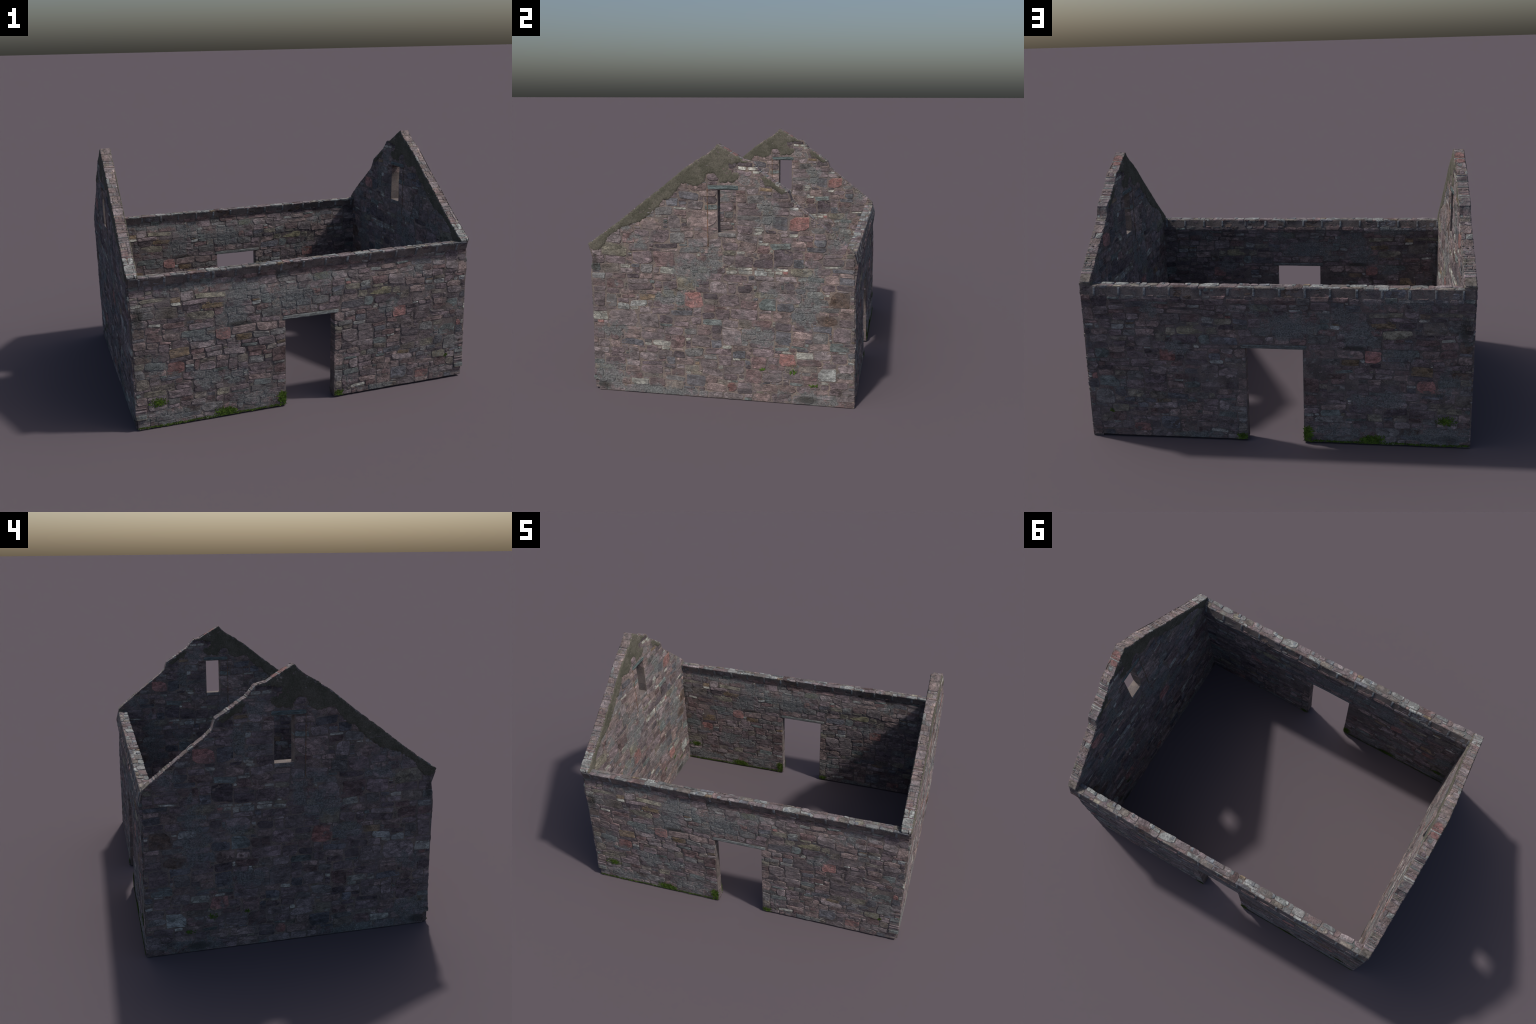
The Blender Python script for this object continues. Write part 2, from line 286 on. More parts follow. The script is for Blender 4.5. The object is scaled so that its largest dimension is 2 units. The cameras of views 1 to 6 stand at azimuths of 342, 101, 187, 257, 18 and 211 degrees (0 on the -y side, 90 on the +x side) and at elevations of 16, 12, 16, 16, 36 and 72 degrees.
def stone_material(name, rgb, groups, layered=(1, 1, 1.8)):
    m, t, bsdf = new_material(name)
    coord = t.add('TexCoord').outputs['Object']
    info, geo = t.add('ObjectInfo'), t.add('NewGeometry')
    r = t.math('FRACT', t.math('ADD', info.outputs['Random'], t.math('MULTIPLY', geo.outputs['Random Per Island'], 7.31)))
    r2 = t.math('FRACT', t.math('MULTIPLY', r, 13.7))
    beds = t.stretch(coord, layered)
    col = t.mix(t.ramp(r2, 0, 1, 0, 0.45), rgb, tuple(c * k for c, k in zip(rgb, (0.98, 1.05, 1.04))))
    value = t.ramp(r, 0, 1, 0.78, 1.22)
    col = t.mix(1.0, col, t.grey(value), 'MULTIPLY')
    cloud = t.ramp(t.noise(beds, 21, 9, 0.72, 0.9), 0.30, 0.70, 0.50, 1.46)
    col = t.mix(1.0, col, t.grey(cloud), 'MULTIPLY')
    grain = t.ramp(t.noise(beds, 150, 6, 0.75), 0.28, 0.72, 0.62, 1.38)
    col = t.mix(1.0, col, t.grey(grain), 'MULTIPLY')
    # lighter and darker cells and thin dark lines inside a stone
    bend = t.add('TexNoise')
    bend.inputs['Scale'].default_value, bend.inputs['Detail'].default_value = 30, 5
    t.link(coord, bend.inputs['Vector'])
    shift = t.add('VectorMath')
    shift.operation = 'MULTIPLY_ADD'
    t.link(bend.outputs['Color'], shift.inputs[0])
    shift.inputs[1].default_value = (0.030, 0.030, 0.022)
    t.link(coord, shift.inputs[2])
    cleft = t.stretch(shift.outputs[0], layered)
    facet, crack = t.add('TexVoronoi'), t.add('TexVoronoi')
    crack.feature = 'DISTANCE_TO_EDGE'
    for n in (facet, crack):
        n.inputs['Scale'].default_value = 27
        t.link(cleft, n.inputs['Vector'])
    split = t.add('SeparateColor')
    t.link(facet.outputs['Color'], split.inputs[0])
    col = t.mix(1.0, col, t.grey(t.ramp(split.outputs[0], 0, 1, 0.76, 1.24)), 'MULTIPLY')
    line = t.math('MULTIPLY', t.ramp(crack.outputs['Distance'], 0.0, 0.055, 1.0, 0.0), t.ramp(t.noise(coord, 16, 4, 0.6), 0.44, 0.60))
    col = t.mix(t.math('MULTIPLY', line, 0.72), col, (0.045, 0.040, 0.040))
    warm = t.math('MULTIPLY', t.ramp(t.noise(beds, 13, 5, 0.6), 0.56, 0.74), 0.25)
    col = t.mix(warm, col, (0.20, 0.160, 0.125))
    col = weathered(t, coord, col, groups)
    col = t.mix(1.0, col, COLOUR_SCALE, 'MULTIPLY')
    t.link(col, bsdf.inputs['Base Color'])
    bump = t.add('Bump')
    bump.inputs['Strength'].default_value = 0.85
    bump.inputs['Distance'].default_value = 0.009
    h = t.math('ADD', t.noise(beds, 28, 10, 0.74, 0.9), t.math('MULTIPLY', t.noise(coord, 200, 4, 0.6), 0.22))
    t.link(h, bump.inputs['Height'])
    t.link(bump.outputs[0], bsdf.inputs['Normal'])
    return m


def mortar_material(name, light, dark, groups):
    m, t, bsdf = new_material(name)
    coord = t.add('TexCoord').outputs['Object']
    col = t.mix(t.ramp(t.noise(coord, 11, 5, 0.6), 0.40, 0.62), dark, light)  # dark tone blended in for the shadow baked into the joints
    col = t.mix(1.0, col, t.grey(t.ramp(t.noise(coord, 260, 4, 0.7), 0.3, 0.7, 0.62, 1.3)), 'MULTIPLY')
    col = weathered(t, coord, col, groups)
    col = t.mix(1.0, col, COLOUR_SCALE, 'MULTIPLY')
    t.link(col, bsdf.inputs['Base Color'])
    bump = t.add('Bump')
    bump.inputs['Strength'].default_value = 0.7
    bump.inputs['Distance'].default_value = 0.004
    t.link(t.noise(coord, 130, 6, 0.7), bump.inputs['Height'])
    t.link(bump.outputs[0], bsdf.inputs['Normal'])
    return m


def render_coat_material(name):
    """Old lime skim grown over with olive moss."""
    m, t, bsdf = new_material(name)
    coord = t.add('TexCoord').outputs['Object']
    col = t.mix(t.ramp(t.noise(coord, 15, 6, 0.65), 0.36, 0.64), (0.084, 0.082, 0.063), (0.122, 0.114, 0.093))
    col = t.mix(1.0, col, t.grey(t.ramp(t.noise(coord, 170, 5, 0.7), 0.3, 0.7, 0.70, 1.30)), 'MULTIPLY')
    col = t.mix(t.math('MULTIPLY', t.ramp(t.noise(coord, 75, 6, 0.72), 0.64, 0.72), 0.7), col, (0.30, 0.29, 0.23))
    col = t.mix(t.math('MULTIPLY', t.ramp(t.noise(coord, 48, 6, 0.7, 0.5), 0.60, 0.70), 0.6), col, (0.050, 0.046, 0.034))
    t.link(col, bsdf.inputs['Base Color'])
    bump = t.add('Bump')
    bump.inputs['Strength'].default_value = 0.6
    bump.inputs['Distance'].default_value = 0.004
    t.link(t.noise(coord, 85, 7, 0.7), bump.inputs['Height'])
    t.link(bump.outputs[0], bsdf.inputs['Normal'])
    return m


def leaf_material(name, a, b):
    m, t, bsdf = new_material(name)
    geo, coord = t.add('NewGeometry'), t.add('TexCoord').outputs['Object']
    col = t.mix(geo.outputs['Random Per Island'], a, b)
    col = t.mix(1.0, col, t.grey(t.ramp(t.noise(coord, 60, 4), 0.3, 0.7, 0.55, 1.35)), 'MULTIPLY')
    t.link(col, bsdf.inputs['Base Color'])
    return m


def rust_material(name):
    m, t, bsdf = new_material(name)
    coord = t.add('TexCoord').outputs['Object']
    col = t.mix(t.ramp(t.noise(coord, 30, 4, 0.6), 0.42, 0.60), (0.27, 0.145, 0.095), (0.13, 0.12, 0.09))
    t.link(col, bsdf.inputs['Base Color'])
    return m


# ------------------------------------------------------------- rubble packing
ROUNDS = ((.070, .150, .028, .055, .055, .024), (.045, .110, .014, .032, .030, .012), (.020, .070, .008, .017, .014, .0065))


def pack_rubble(bounds, allowed, known, mix, seed, head=None, gauge=0.0035, rounds=ROUNDS):
    """Set the known stones, then grow smaller courses of rubble into every gap."""
    r = random.Random(seed)
    u0, u1, z0, z1 = bounds
    nx, nz = int((u1 - u0) / gauge), int((z1 - z0) / gauge)
    taken = np.zeros((nz, nx), bool)
    for j in range(nz):
        for i in range(nx):
            if not allowed(u0 + (i + .5) * gauge, z0 + (j + .5) * gauge):
                taken[j, i] = True
    stones = []

    def put(i0, i1, j0, j1, kind):
        taken[j0:j1, i0:i1] = True
        stones.append((u0 + (i0 + i1) / 2 * gauge, z0 + (j0 + j1) / 2 * gauge,
                       (i1 - i0) * gauge, (j1 - j0) * gauge, kind))

    def grow(i, j, w, h):
        a, b, c, d = i, i + 1, j, j + 1
        moving = [True] * 4
        while any(moving):
            order = [0, 1, 2, 3]
            r.shuffle(order)
            for side in order:
                if not moving[side]:
                    continue
                if side == 0:
                    ok = a > 0 and b - a < w and not taken[c:d, a - 1].any()
                    a -= ok
                elif side == 1:
                    ok = b < nx and b - a < w and not taken[c:d, b].any()
                    b += ok
                elif side == 2:
                    ok = c > 0 and d - c < h and not taken[c - 1, a:b].any()
                    c -= ok
                else:
                    ok = d < nz and d - c < h and not taken[d, a:b].any()
                    d += ok
                moving[side] = bool(ok)
        # close slots too narrow to hold another stone
        for _ in range(4):
            if a > 0 and not taken[c:d, a - 1].any() and (a < 5 or taken[c:d, a - 5:a - 1].any()):
                a -= 1
            if b < nx and not taken[c:d, b].any() and (b > nx - 5 or taken[c:d, b + 1:b + 5].any()):
                b += 1
        for _ in range(2):
            if c > 0 and not taken[c - 1, a:b].any() and (c < 3 or taken[c - 3:c - 1, a:b].any()):
                c -= 1
            if d < nz and not taken[d, a:b].any() and (d > nz - 3 or taken[d + 1:d + 3, a:b].any()):
                d += 1
        return a, b, c, d

    for kind, items in known.items():
        for (u, z, w, h) in items:
            i, j = int((u - u0) / gauge), int((z - z0) / gauge)
            if 0 <= i < nx and 0 <= j < nz and not taken[j, i]:
                a, b, c, d = grow(i, j, max(2, round(w / gauge)), max(2, round(h / gauge)))
                if (b - a) * gauge > 0.018 and (d - c) * gauge > 0.008:
                    put(a, b, c, d, kind)
    names, weights = [k for k, _ in mix], [w for _, w in mix]
    # three rounds: blocks, slabs, then chips; seeds rise from the foot in courses
    for wmin, wmax, hmin, hmax, least_w, least_h in rounds:
        free = np.argwhere(~taken)
        order = list(range(len(free)))
        r.shuffle(order)
        order.sort(key=lambda q: round(free[q][0] * gauge / 0.045 + 2.5 * noise.noise((free[q][1] * gauge * 5, seed, free[q][0] * gauge * 3))))
        for q in order:
            j, i = free[q]
            if taken[j, i]:
                continue
            a, b, c, d = grow(i, j, int(r.uniform(wmin, wmax) / gauge), int(r.uniform(hmin, hmax) / gauge))
            if (b - a) * gauge >= least_w and (d - c) * gauge >= least_h and ((d - c) < 1.05 * (b - a) or rounds is not ROUNDS):
                kind = r.choices(names, weights)[0]
                if (d - c) * gauge < 0.018 and r.random() < .22:
                    kind = r.choice(('pale', 'white', 'maroon', 'buff', 'green', 'maroon'))
                if head and z0 + c * gauge > 0.775:
                    kind = r.choices([k for k, _ in head], [w for _, w in head])[0]
                put(a, b, c, d, kind)
    return stones


def warp(u, z):
    a = noise.noise((u * 6.0, 3.1, z * 9.0)) * 0.0055 + noise.noise((u * 17, 8.2, z * 21)) * 0.0022
    b = noise.noise((u * 6.0, 9.7, z * 9.0)) * 0.0060 + noise.noise((u * 17, 1.4, z * 21)) * 0.0022
    return u + a, z + b


def stone_outline(u, z, w, h, allowed, r):
    """Roughly squared block with knocked-off corners, cut where it would leave the wall."""
    n = 32 if w * h > 0.0012 else 22
    joint = r.uniform(-0.0004, 0.0016)
    a, b = w / 2 - joint, h / 2 - joint
    # corners of the block: each is either sharp or broken off
    corners = []
    for sx, sy in ((1, -1), (1, 1), (-1, 1), (-1, -1)):
        jx, jy = r.uniform(-.10, .03), r.uniform(-.12, .04)
        if r.random() < .62:
            cx, cy = r.uniform(.10, .75) * min(1, 1.6 * b / a), r.uniform(.15, .80) * min(1, 1.6 * a / b)
            one, two = (sx * (1 + jx), sy * (1 - cy)), (sx * (1 - cx), sy * (1 + jy))
            corners += [one, two] if sx * sy > 0 else [two, one]
        else:
            corners.append((sx * (1 + jx), sy * (1 + jy)))
    turn = math.radians(r.gauss(0, 3.0))
    ct, st = math.cos(turn), math.sin(turn)
    corners = [(a * x * ct - b * y * st, a * x * st + b * y * ct) for x, y in corners]
    length = [math.dist(p, q) for p, q in zip(corners, corners[1:] + corners[:1])]
    total, pts = sum(length), []
    ox, oy = r.uniform(0, 99), r.uniform(0, 99)
    cu, cz = warp(u, z)
    rough = min(a, b)
    for k in range(n):
        d, e = total * (k + .5) / n, 0
        while d > length[e]:
            d -= length[e]
            e += 1
        p, q = corners[e], corners[(e + 1) % len(corners)]
        x, y = p[0] + (q[0] - p[0]) * d / length[e], p[1] + (q[1] - p[1]) * d / length[e]
        g = 1 + .10 * noise.noise((x / rough * .9 + ox, y / rough * .9 + oy, 0)) + .07 * noise.noise((x * 160 + oy, y * 160 + ox, 5))
        pu, pz = warp(u + x * g, z + y * g)
        if not allowed(pu, pz):
            lo, hi = 0.0, 1.0
            for _ in range(9):
                mid = (lo + hi) / 2
                if allowed(cu + (pu - cu) * mid, cz + (pz - cz) * mid):
                    lo = mid
                else:
                    hi = mid
            pu, pz = cu + (pu - cu) * lo, cz + (pz - cz) * lo
        pts.append((pu, pz))
    return pts, (cu, cz)


def stone_mesh(pts, centre, half, place, r, recess=False):
    """Through-stone: cleft face on both sides of the wall, joined by its flanks."""
    n = len(pts)
    verts, faces = [], []
    cu, cz = centre
    seed = r.uniform(0, 50)
    proud = r.uniform(-0.0013, 0.0009)
    size = min(max(abs(p[0] - cu) for p in pts), max(abs(p[1] - cz) for p in pts))
    chamfer = min(0.30, 0.0013 / max(size, .004))
    tilt_u, tilt_z = r.uniform(-.022, .022), r.uniform(-.03, .03)

    def face_depth(u, z, s):
        rough = noise.noise((u * 34 + seed, z * 44, seed)) * 0.0014 + noise.noise((u * 80, z * 110 + seed, 3)) * 0.0008
        course = -0.0022 if recess and z > 0.803 else 0.0
        return course + min(0.0012, proud + rough + tilt_u * (u - cu) + tilt_z * (z - cz))

    rings = [(1.0, None), (1 - chamfer, 0.0), (.72 * (1 - chamfer), 1), (.48, 1), (.24, 1)]
    for side in (-1, 1):
        base = len(verts)
        for s, kind in rings:
            for (u, z) in pts:
                pu, pz = cu + (u - cu) * s, cz + (z - cz) * s
                d = half - 0.0045 if kind is None else half + face_depth(pu, pz, s)
                verts.append(place(pu, side * d, pz))
        verts.append(place(cu, side * (half + face_depth(cu, cz, 0)), cz))
        for k in range(len(rings) - 1):
            for i in range(n):
                q = [base + k * n + i, base + k * n + (i + 1) % n, base + (k + 1) * n + (i + 1) % n, base + (k + 1) * n + i]
                faces.append(q if side < 0 else q[::-1])
        k = len(rings) - 1
        for i in range(n):
            q = [base + k * n + i, base + k * n + (i + 1) % n, base + len(rings) * n]
            faces.append(q if side < 0 else q[::-1])
    far = len(rings) * n + 1
    for i in range(n):
        faces.append([i, far + i, far + (i + 1) % n, (i + 1) % n])
    return verts, faces


def lay_stones(stones, allowed, half, place, seed, singles, recess=False):
    """Return (single stones, joined rubble) as lists of (verts, faces, kind)."""
    r = random.Random(seed)
    order = sorted(stones, key=lambda s: -s[2] * s[3])
    single, small = [], []
    for k, (u, z, w, h, kind) in enumerate(order):
        pts, centre = stone_outline(u, z, w, h, allowed, r)
        if not allowed(*centre):
            continue
        v, f = stone_mesh(pts, centre, half, place, r, recess)
        (single if len(single) < singles else small).append((v, f, kind))
    return single, small


def build_rubble(pieces, name, parent, mats):
    kinds = sorted({k for _, _, k in pieces})
    verts, faces, fm = [], [], []
    for v, f, k in pieces:
        o = len(verts)
        verts += v
        faces += [[i + o for i in q] for q in f]
        fm += [kinds.index(k)] * len(f)
    ob = mesh_object(name, verts, faces, parent, [mats[k] for k in kinds], fm, smooth=False)
    ob['kind'] = 'stuff'
    return ob


def block(u0, u1, t0, t1, z0, z1, place, r, rough=0.0012, steps=(5, 3, 2)):
    """Slightly irregular squared block as a closed grid box."""
    bm = bmesh.new()
    bmesh.ops.create_cube(bm, size=1.0)
    bmesh.ops.subdivide_edges(bm, edges=bm.edges[:], cuts=3, use_grid_fill=True)
    bmesh.ops.bevel(bm, geom=[e for e in bm.edges if e.calc_face_angle(0) > 1], offset=0.06, segments=1, affect='EDGES')
    o = r.uniform(0, 90)
    verts = []
    for v in bm.verts:
        u, t, z = u0 + (u1 - u0) * (v.co.x + .5), t0 + (t1 - t0) * (v.co.y + .5), z0 + (z1 - z0) * (v.co.z + .5)
        d = noise.noise_vector((u * 40 + o, t * 40, z * 40)) * rough
        verts.append(place(u + d.x, t + d.y, z + d.z))
    bm.verts.index_update()
    faces = [[v.index for v in f.verts] for f in bm.faces]
    bm.free()
    return verts, faces


# ------------------------------------------------------------------ materials
groups_g = (patch_group('gable_lichen', 'y', GABLE_LICHEN), patch_group('gable_soot', 'y', GABLE_SOOT))
groups_l = (patch_group('long_lichen', 'x', LONG_LICHEN), patch_group('long_soot', 'x', LONG_SOOT))
groups_c = (patch_group('cap_lichen', 'x', [(0, 0, 9, 9, .22)]), patch_group('cap_soot', 'x', [(0, 0, 9, 9, .15)]))
mat_g = {k: stone_material('gable_' + k, c, groups_g) for k, c in KINDS.items()}
mat_l = {k: stone_material('long_' + k, tuple(x * 1.0 for x in c), groups_l) for k, c in KINDS.items()}
mat_cap = {k: stone_material('cap_' + k, tuple(x * 0.92 for x in c), groups_c, (1, 1, 1.0)) for k, c in KINDS.items()}
mortar_g = mortar_material('gable_mortar', (0.262, 0.208, 0.176), (0.160, 0.132, 0.122), groups_g)
mortar_l = mortar_material('long_mortar', (0.196, 0.160, 0.148), (0.112, 0.094, 0.090), groups_l)
coat = render_coat_material('mossy_render')
moss_green = leaf_material('moss', (0.048, 0.100, 0.014), (0.125, 0.190, 0.030))
herb_green = leaf_material('herb', (0.060, 0.130, 0.018), (0.130, 0.200, 0.045))
petal = leaf_material('petal', (0.50, 0.48, 0.36), (0.42, 0.40, 0.30))
rust = rust_material('rust')

# ----------------------------------------------------------------- the ruin
ruin = bpy.data.objects.new('stone_cottage_ruin', None)
bpy.context.scene.collection.objects.link(ruin)
ruin['label'] = 'roofless ruined cottage of purple and grey rubble stone walls'
ruin['category'] = 'ruined house'


# gable walls ------------------------------------------------------------------
def g_place(u, t, z):
    return (t, u, z)


inset = 0.0022
g_outline_core = []
for (y, z) in GABLE_OUTLINE:
    g_outline_core.append((y * (1 - 0.005), max(0.0, z - 0.0035) if z > .1 else z))


def roof_z(y):
    return interp(ROOF_LINE, y)


def gable_allowed(u, z):
    if WINDOW[0] < u < WINDOW[1] and WINDOW[2] < z < WINDOW[3]:
        return False
    return z > 0.0005 and z < roof_z(u) - 0.0004 and inside(GABLE_OUTLINE, u, z)


def gable_pack_allowed(u, z):
    if -0.061 < u < 0.118 and 1.184 < z < 1.209:      # window lintel
        return False
    if WINDOW[0] - .002 < u < WINDOW[1] + .002 and 0.925 < z < WINDOW[2]:   # sill
        return False
    return gable_allowed(u, z)


def build_core(outline, hole, half, place, name, parent, mat):
    rings = [[Vector((a, b, 0)) for a, b in outline], [Vector((a, b, 0)) for a, b in hole]]
    tris = geometry.tessellate_polygon(rings)
    flat = [p for ring in rings for p in ring]
    n = len(flat)
    verts = [place(p.x, -half, p.y) for p in flat] + [place(p.x, half, p.y) for p in flat]
    faces = [list(t) for t in tris] + [[i + n for i in t][::-1] for t in tris]
    start = 0
    for ring in rings:
        k = len(ring)
        for i in range(k):
            a, b = start + i, start + (i + 1) % k
            faces.append([a, b, b + n, a + n])
        start += k
    ob = mesh_object(name, verts, faces, parent, [mat], smooth=False)
    bm = bmesh.new()
    bm.from_mesh(ob.data)
    bmesh.ops.recalc_face_normals(bm, faces=bm.faces)
    bm.to_mesh(ob.data)
    bm.free()
    return ob


g_window_core = [(WINDOW[0] - .0008, WINDOW[2] - .0008), (WINDOW[1] + .0008, WINDOW[2] - .0008),
                 (WINDOW[1] + .0008, WINDOW[3] + .0008), (WINDOW[0] - .0008, WINDOW[3] + .0008)]
gables = [build_core(g_outline_core, g_window_core, GABLE_HALF - 0.0021, g_place, 'gable_wall', ruin, mortar_g)]
gables.append(link('gable_wall', gables[0].data, ruin))
gables[0].location.x, gables[1].location.x = GABLE_X, -GABLE_X


def on_both_gables(name, verts, faces, mats, face_mats=None, smooth=True, stuff=False):
    ob = mesh_object(name, verts, faces, gables[0], mats, face_mats, smooth)
    if stuff:
        ob['kind'] = 'stuff'
    twin = ob.copy()
    twin.parent = gables[1]
    bpy.context.scene.collection.objects.link(twin)
    return ob


g_stones = pack_rubble((-0.76, 0.76, 0.0, 1.43), gable_pack_allowed, GABLE_STONES, GABLE_MIX, 5)
g_single, g_small = lay_stones(g_stones, gable_allowed, GABLE_HALF, g_place, 11, 78)
for v, f, k in g_single:
    on_both_gables('stone', v, f, [mat_g[k]], smooth=False)
rub = build_rubble(g_small, 'rubble', gables[0], mat_g)
twin = rub.copy()
twin.parent = gables[1]
bpy.context.scene.collection.objects.link(twin)

rw = random.Random(3)
v, f = block(-0.059, 0.116, -GABLE_HALF - .0006, GABLE_HALF + .0006, 1.185, 1.207, g_place, rw, 0.002)
on_both_gables('window_lintel', v, f, [stone_material('lintel_slate', (0.175, 0.215, 0.215), None, (1, 1, 5))])
v, f = block(-0.004, 0.101, -GABLE_HALF + .0006, GABLE_HALF - .0006, 0.927, 0.9505, g_place, rw, 0.001)
on_both_gables('window_sill', v, f, [mat_g['grey']])


# coping: rubble laid flat along a wall head
def lay_caps(length, half, mix, seed, rounds, place, named, special=None):
    """Pack stones over (distance, thickness) of a wall head; returns (single, small)."""
    def free(d, t):
        return 0.0 < d < length and abs(t) < half
    stones = pack_rubble((0.0, length, -half, half), free, {}, mix, seed, gauge=0.003, rounds=rounds)
    if special:
        stones = [(d, t, w, h, special(d) or k) for d, t, w, h, k in stones]
    return lay_stones(stones, free, 0.006, place, seed + 1, named)


class Path:
    """Arc-length walk along a polyline."""
    def __init__(self, line):
        self.line, self.at = line, [0.0]
        for p, q in zip(line, line[1:]):
            self.at.append(self.at[-1] + math.dist(p, q))
        self.length = self.at[-1]

    def __call__(self, d):
        d = max(0.0, min(self.length, d))
        return (interp(list(zip(self.at, [p[0] for p in self.line])), d), interp(list(zip(self.at, [p[1] for p in self.line])), d))


CAP_MIX = [('pink', 26), ('mauve', 24), ('pale', 10), ('tan', 10), ('plum', 16), ('lichen', 10), ('maroon', 5)]


def gable_cap_kind(u):
    if 0.03 < u < 0.115:
        return 'red'
    if u < -0.64:
        return 'pale'
    return None


roof = Path(ROOF_LINE)


def roof_place(d, out, t):
    y, z = roof(d)
    return (t, y, z + out - 0.0078)


def roof_kind(d):
    return gable_cap_kind(roof(d)[0])


cap_single, cap_small = lay_caps(roof.length, GABLE_HALF - 0.0002, CAP_MIX, 8,
                                 ((.020, .060, .020, .058, .014, .012), (.010, .04, .012, .03, .009, .009)), roof_place, 60, roof_kind)
for v, f, k in cap_single:
    on_both_gables('coping_stone', v, f, [mat_cap[k]], smooth=False)
rub = build_rubble(cap_small, 'coping_rubble', gables[0], mat_cap)
twin = rub.copy()
twin.parent = gables[1]
bpy.context.scene.collection.objects.link(twin)


# moss-grown lime skim along the slope, both faces
def skim(outline, name, seed):
    """Thin coat following a closed outline, rough on top, feathered at the rim."""
    pts2, edges = [], []
    step = 0.006
    ring = []
    for (a, b), (c, d) in zip(outline, outline[1:] + outline[:1]):
        n = max(1, int(math.hypot(c - a, d - b) / step))
        for i in range(n):
            u, z = a + (c - a) * i / n, b + (d - b) * i / n
            wob = 0.008 * noise.noise((u * 30 + seed, z * 30, 2)) + 0.006 * noise.noise((u * 90, z * 90, seed))
            zz = z + wob
            if zz > roof_z(u) - 0.0003:
                zz = roof_z(u) - 0.0003
            ring.append((u, zz))
    n_ring = len(ring)
    pts2 = [Vector(p) for p in ring]
    us, zs = [p[0] for p in ring], [p[1] for p in ring]
    r = random.Random(seed)
    u = min(us)
    while u < max(us):
        z = min(zs)
        while z < max(zs):
            q = (u + r.uniform(-.002, .002), z + r.uniform(-.002, .002))
            if inside(ring, *q) and min((q[0] - a) ** 2 + (q[1] - b) ** 2 for a, b in ring) > 0.000018:
                pts2.append(Vector(q))
            z += step * 1.3
        u += step * 1.3
    edges = [(i, (i + 1) % n_ring) for i in range(n_ring)]
    vo, _, fo, *_ = geometry.delaunay_2d_cdt(pts2, edges, [list(range(n_ring))], 1, 1e-6)
    rim = {(round(p.x, 5), round(p.y, 5)) for p in pts2[:n_ring]}
    verts, faces = [], []
    for side in (-1, 1):
        base = len(verts)
        for p in vo:
            on_rim = (round(p.x, 5), round(p.y, 5)) in rim
            d = -0.0008 + 0.0012 * noise.noise((p.x * 45, p.y * 45, seed)) + 0.0007 * noise.noise((p.x * 130, p.y * 130, seed))
            d = GABLE_HALF + (-0.0035 if on_rim else 0.0022 + min(d, 0.0004))
            verts.append(g_place(p.x, side * d, p.y))
        for q in fo:
            q = [base + i for i in q]
            faces.append(q if side > 0 else q[::-1])
    return on_both_gables(name, verts, faces, [coat])


slope_top = [p for p in ROOF_LINE if p[0] < 0.2]
skim_lower = [(0.150, 1.325), (0.100, 1.322), (0.066, 1.314), (0.084, 1.284), (0.13, 1.272), (0.115, 1.243),
              (0.09, 1.222), (0.0, 1.214), (0.004, 1.235), (-0.022, 1.268), (-0.062, 1.262), (-0.066, 1.222),
              (-0.118, 1.192), (-0.156, 1.205), (-0.199, 1.207), (-0.230, 1.172), (-0.250, 1.136), (-0.300, 1.118),
              (-0.332, 1.080), (-0.386, 1.036), (-0.432, 0.996), (-0.492, 0.980), (-0.562, 0.948), (-0.632, 0.896),
              (-0.650, 0.864), (-0.690, 0.820), (-0.728, 0.818)]
skim([(u, z - 0.0004) for u, z in slope_top] + skim_lower, 'mossy_render', 4)
skim([(0.232, 1.256), (0.25, 1.268), (0.315, 1.224), (0.352, 1.198), (0.378, 1.180), (0.350, 1.158), (0.301, 1.192), (0.253, 1.206)],
     'mossy_render', 9)

# rusty cable down each face beside the window
for side in (-1, 1):
    verts, faces = [], []
    for q in range(40):
        z = 1.186 - 0.31 * q / 39
        u = -0.058 + 0.0015 * noise.noise((z * 14, side, 0))
        for s in range(6):
            a = math.tau * s / 6
            verts.append(g_place(u + 0.0020 * math.cos(a), side * (GABLE_HALF + 0.0004) + 0.0012 * math.sin(a), z))
    for q in range(39):
        for s in range(6):
            faces.append([q * 6 + s, q * 6 + (s + 1) % 6, (q + 1) * 6 + (s + 1) % 6, (q + 1) * 6 + s])
    on_both_gables('rusty_cable', verts, faces, [rust])


# long walls ---------------------------------------------------------------------
def wall_foot(u):
    return 0.0015 + 0.0035 * (u + 1)


def long_allowed(u, z):
    if DOOR[0] < u < DOOR[1] and z < DOOR[3]:
        return False
    return abs(u) < LONG_HALF_LENGTH and wall_foot(u) < z < LONG_TOP - 0.004


CORBELS = (-0.935, -0.804, -0.677, -0.544, -0.420, -0.289, -0.164, -0.036, 0.094, 0.225, 0.364, 0.526, 0.655, 0.790, 0.920)


def long_pack_allowed(u, z):
    if -0.176 < u < 0.184 and DOOR[3] < z < 0.545:
        return False
    if z > 0.800 and any(abs(u - c) < 0.0085 for c in CORBELS):
        return False
    return long_allowed(u, z)


l_stones = pack_rubble((-0.995, 0.995, 0.0, LONG_TOP), long_pack_allowed, LONG_WALL_STONES, LONG_MIX, 7, HEAD_COURSE_MIX)
TOP_BLOCKS = [-0.376 + 0.1345 * i for i in range(10)]

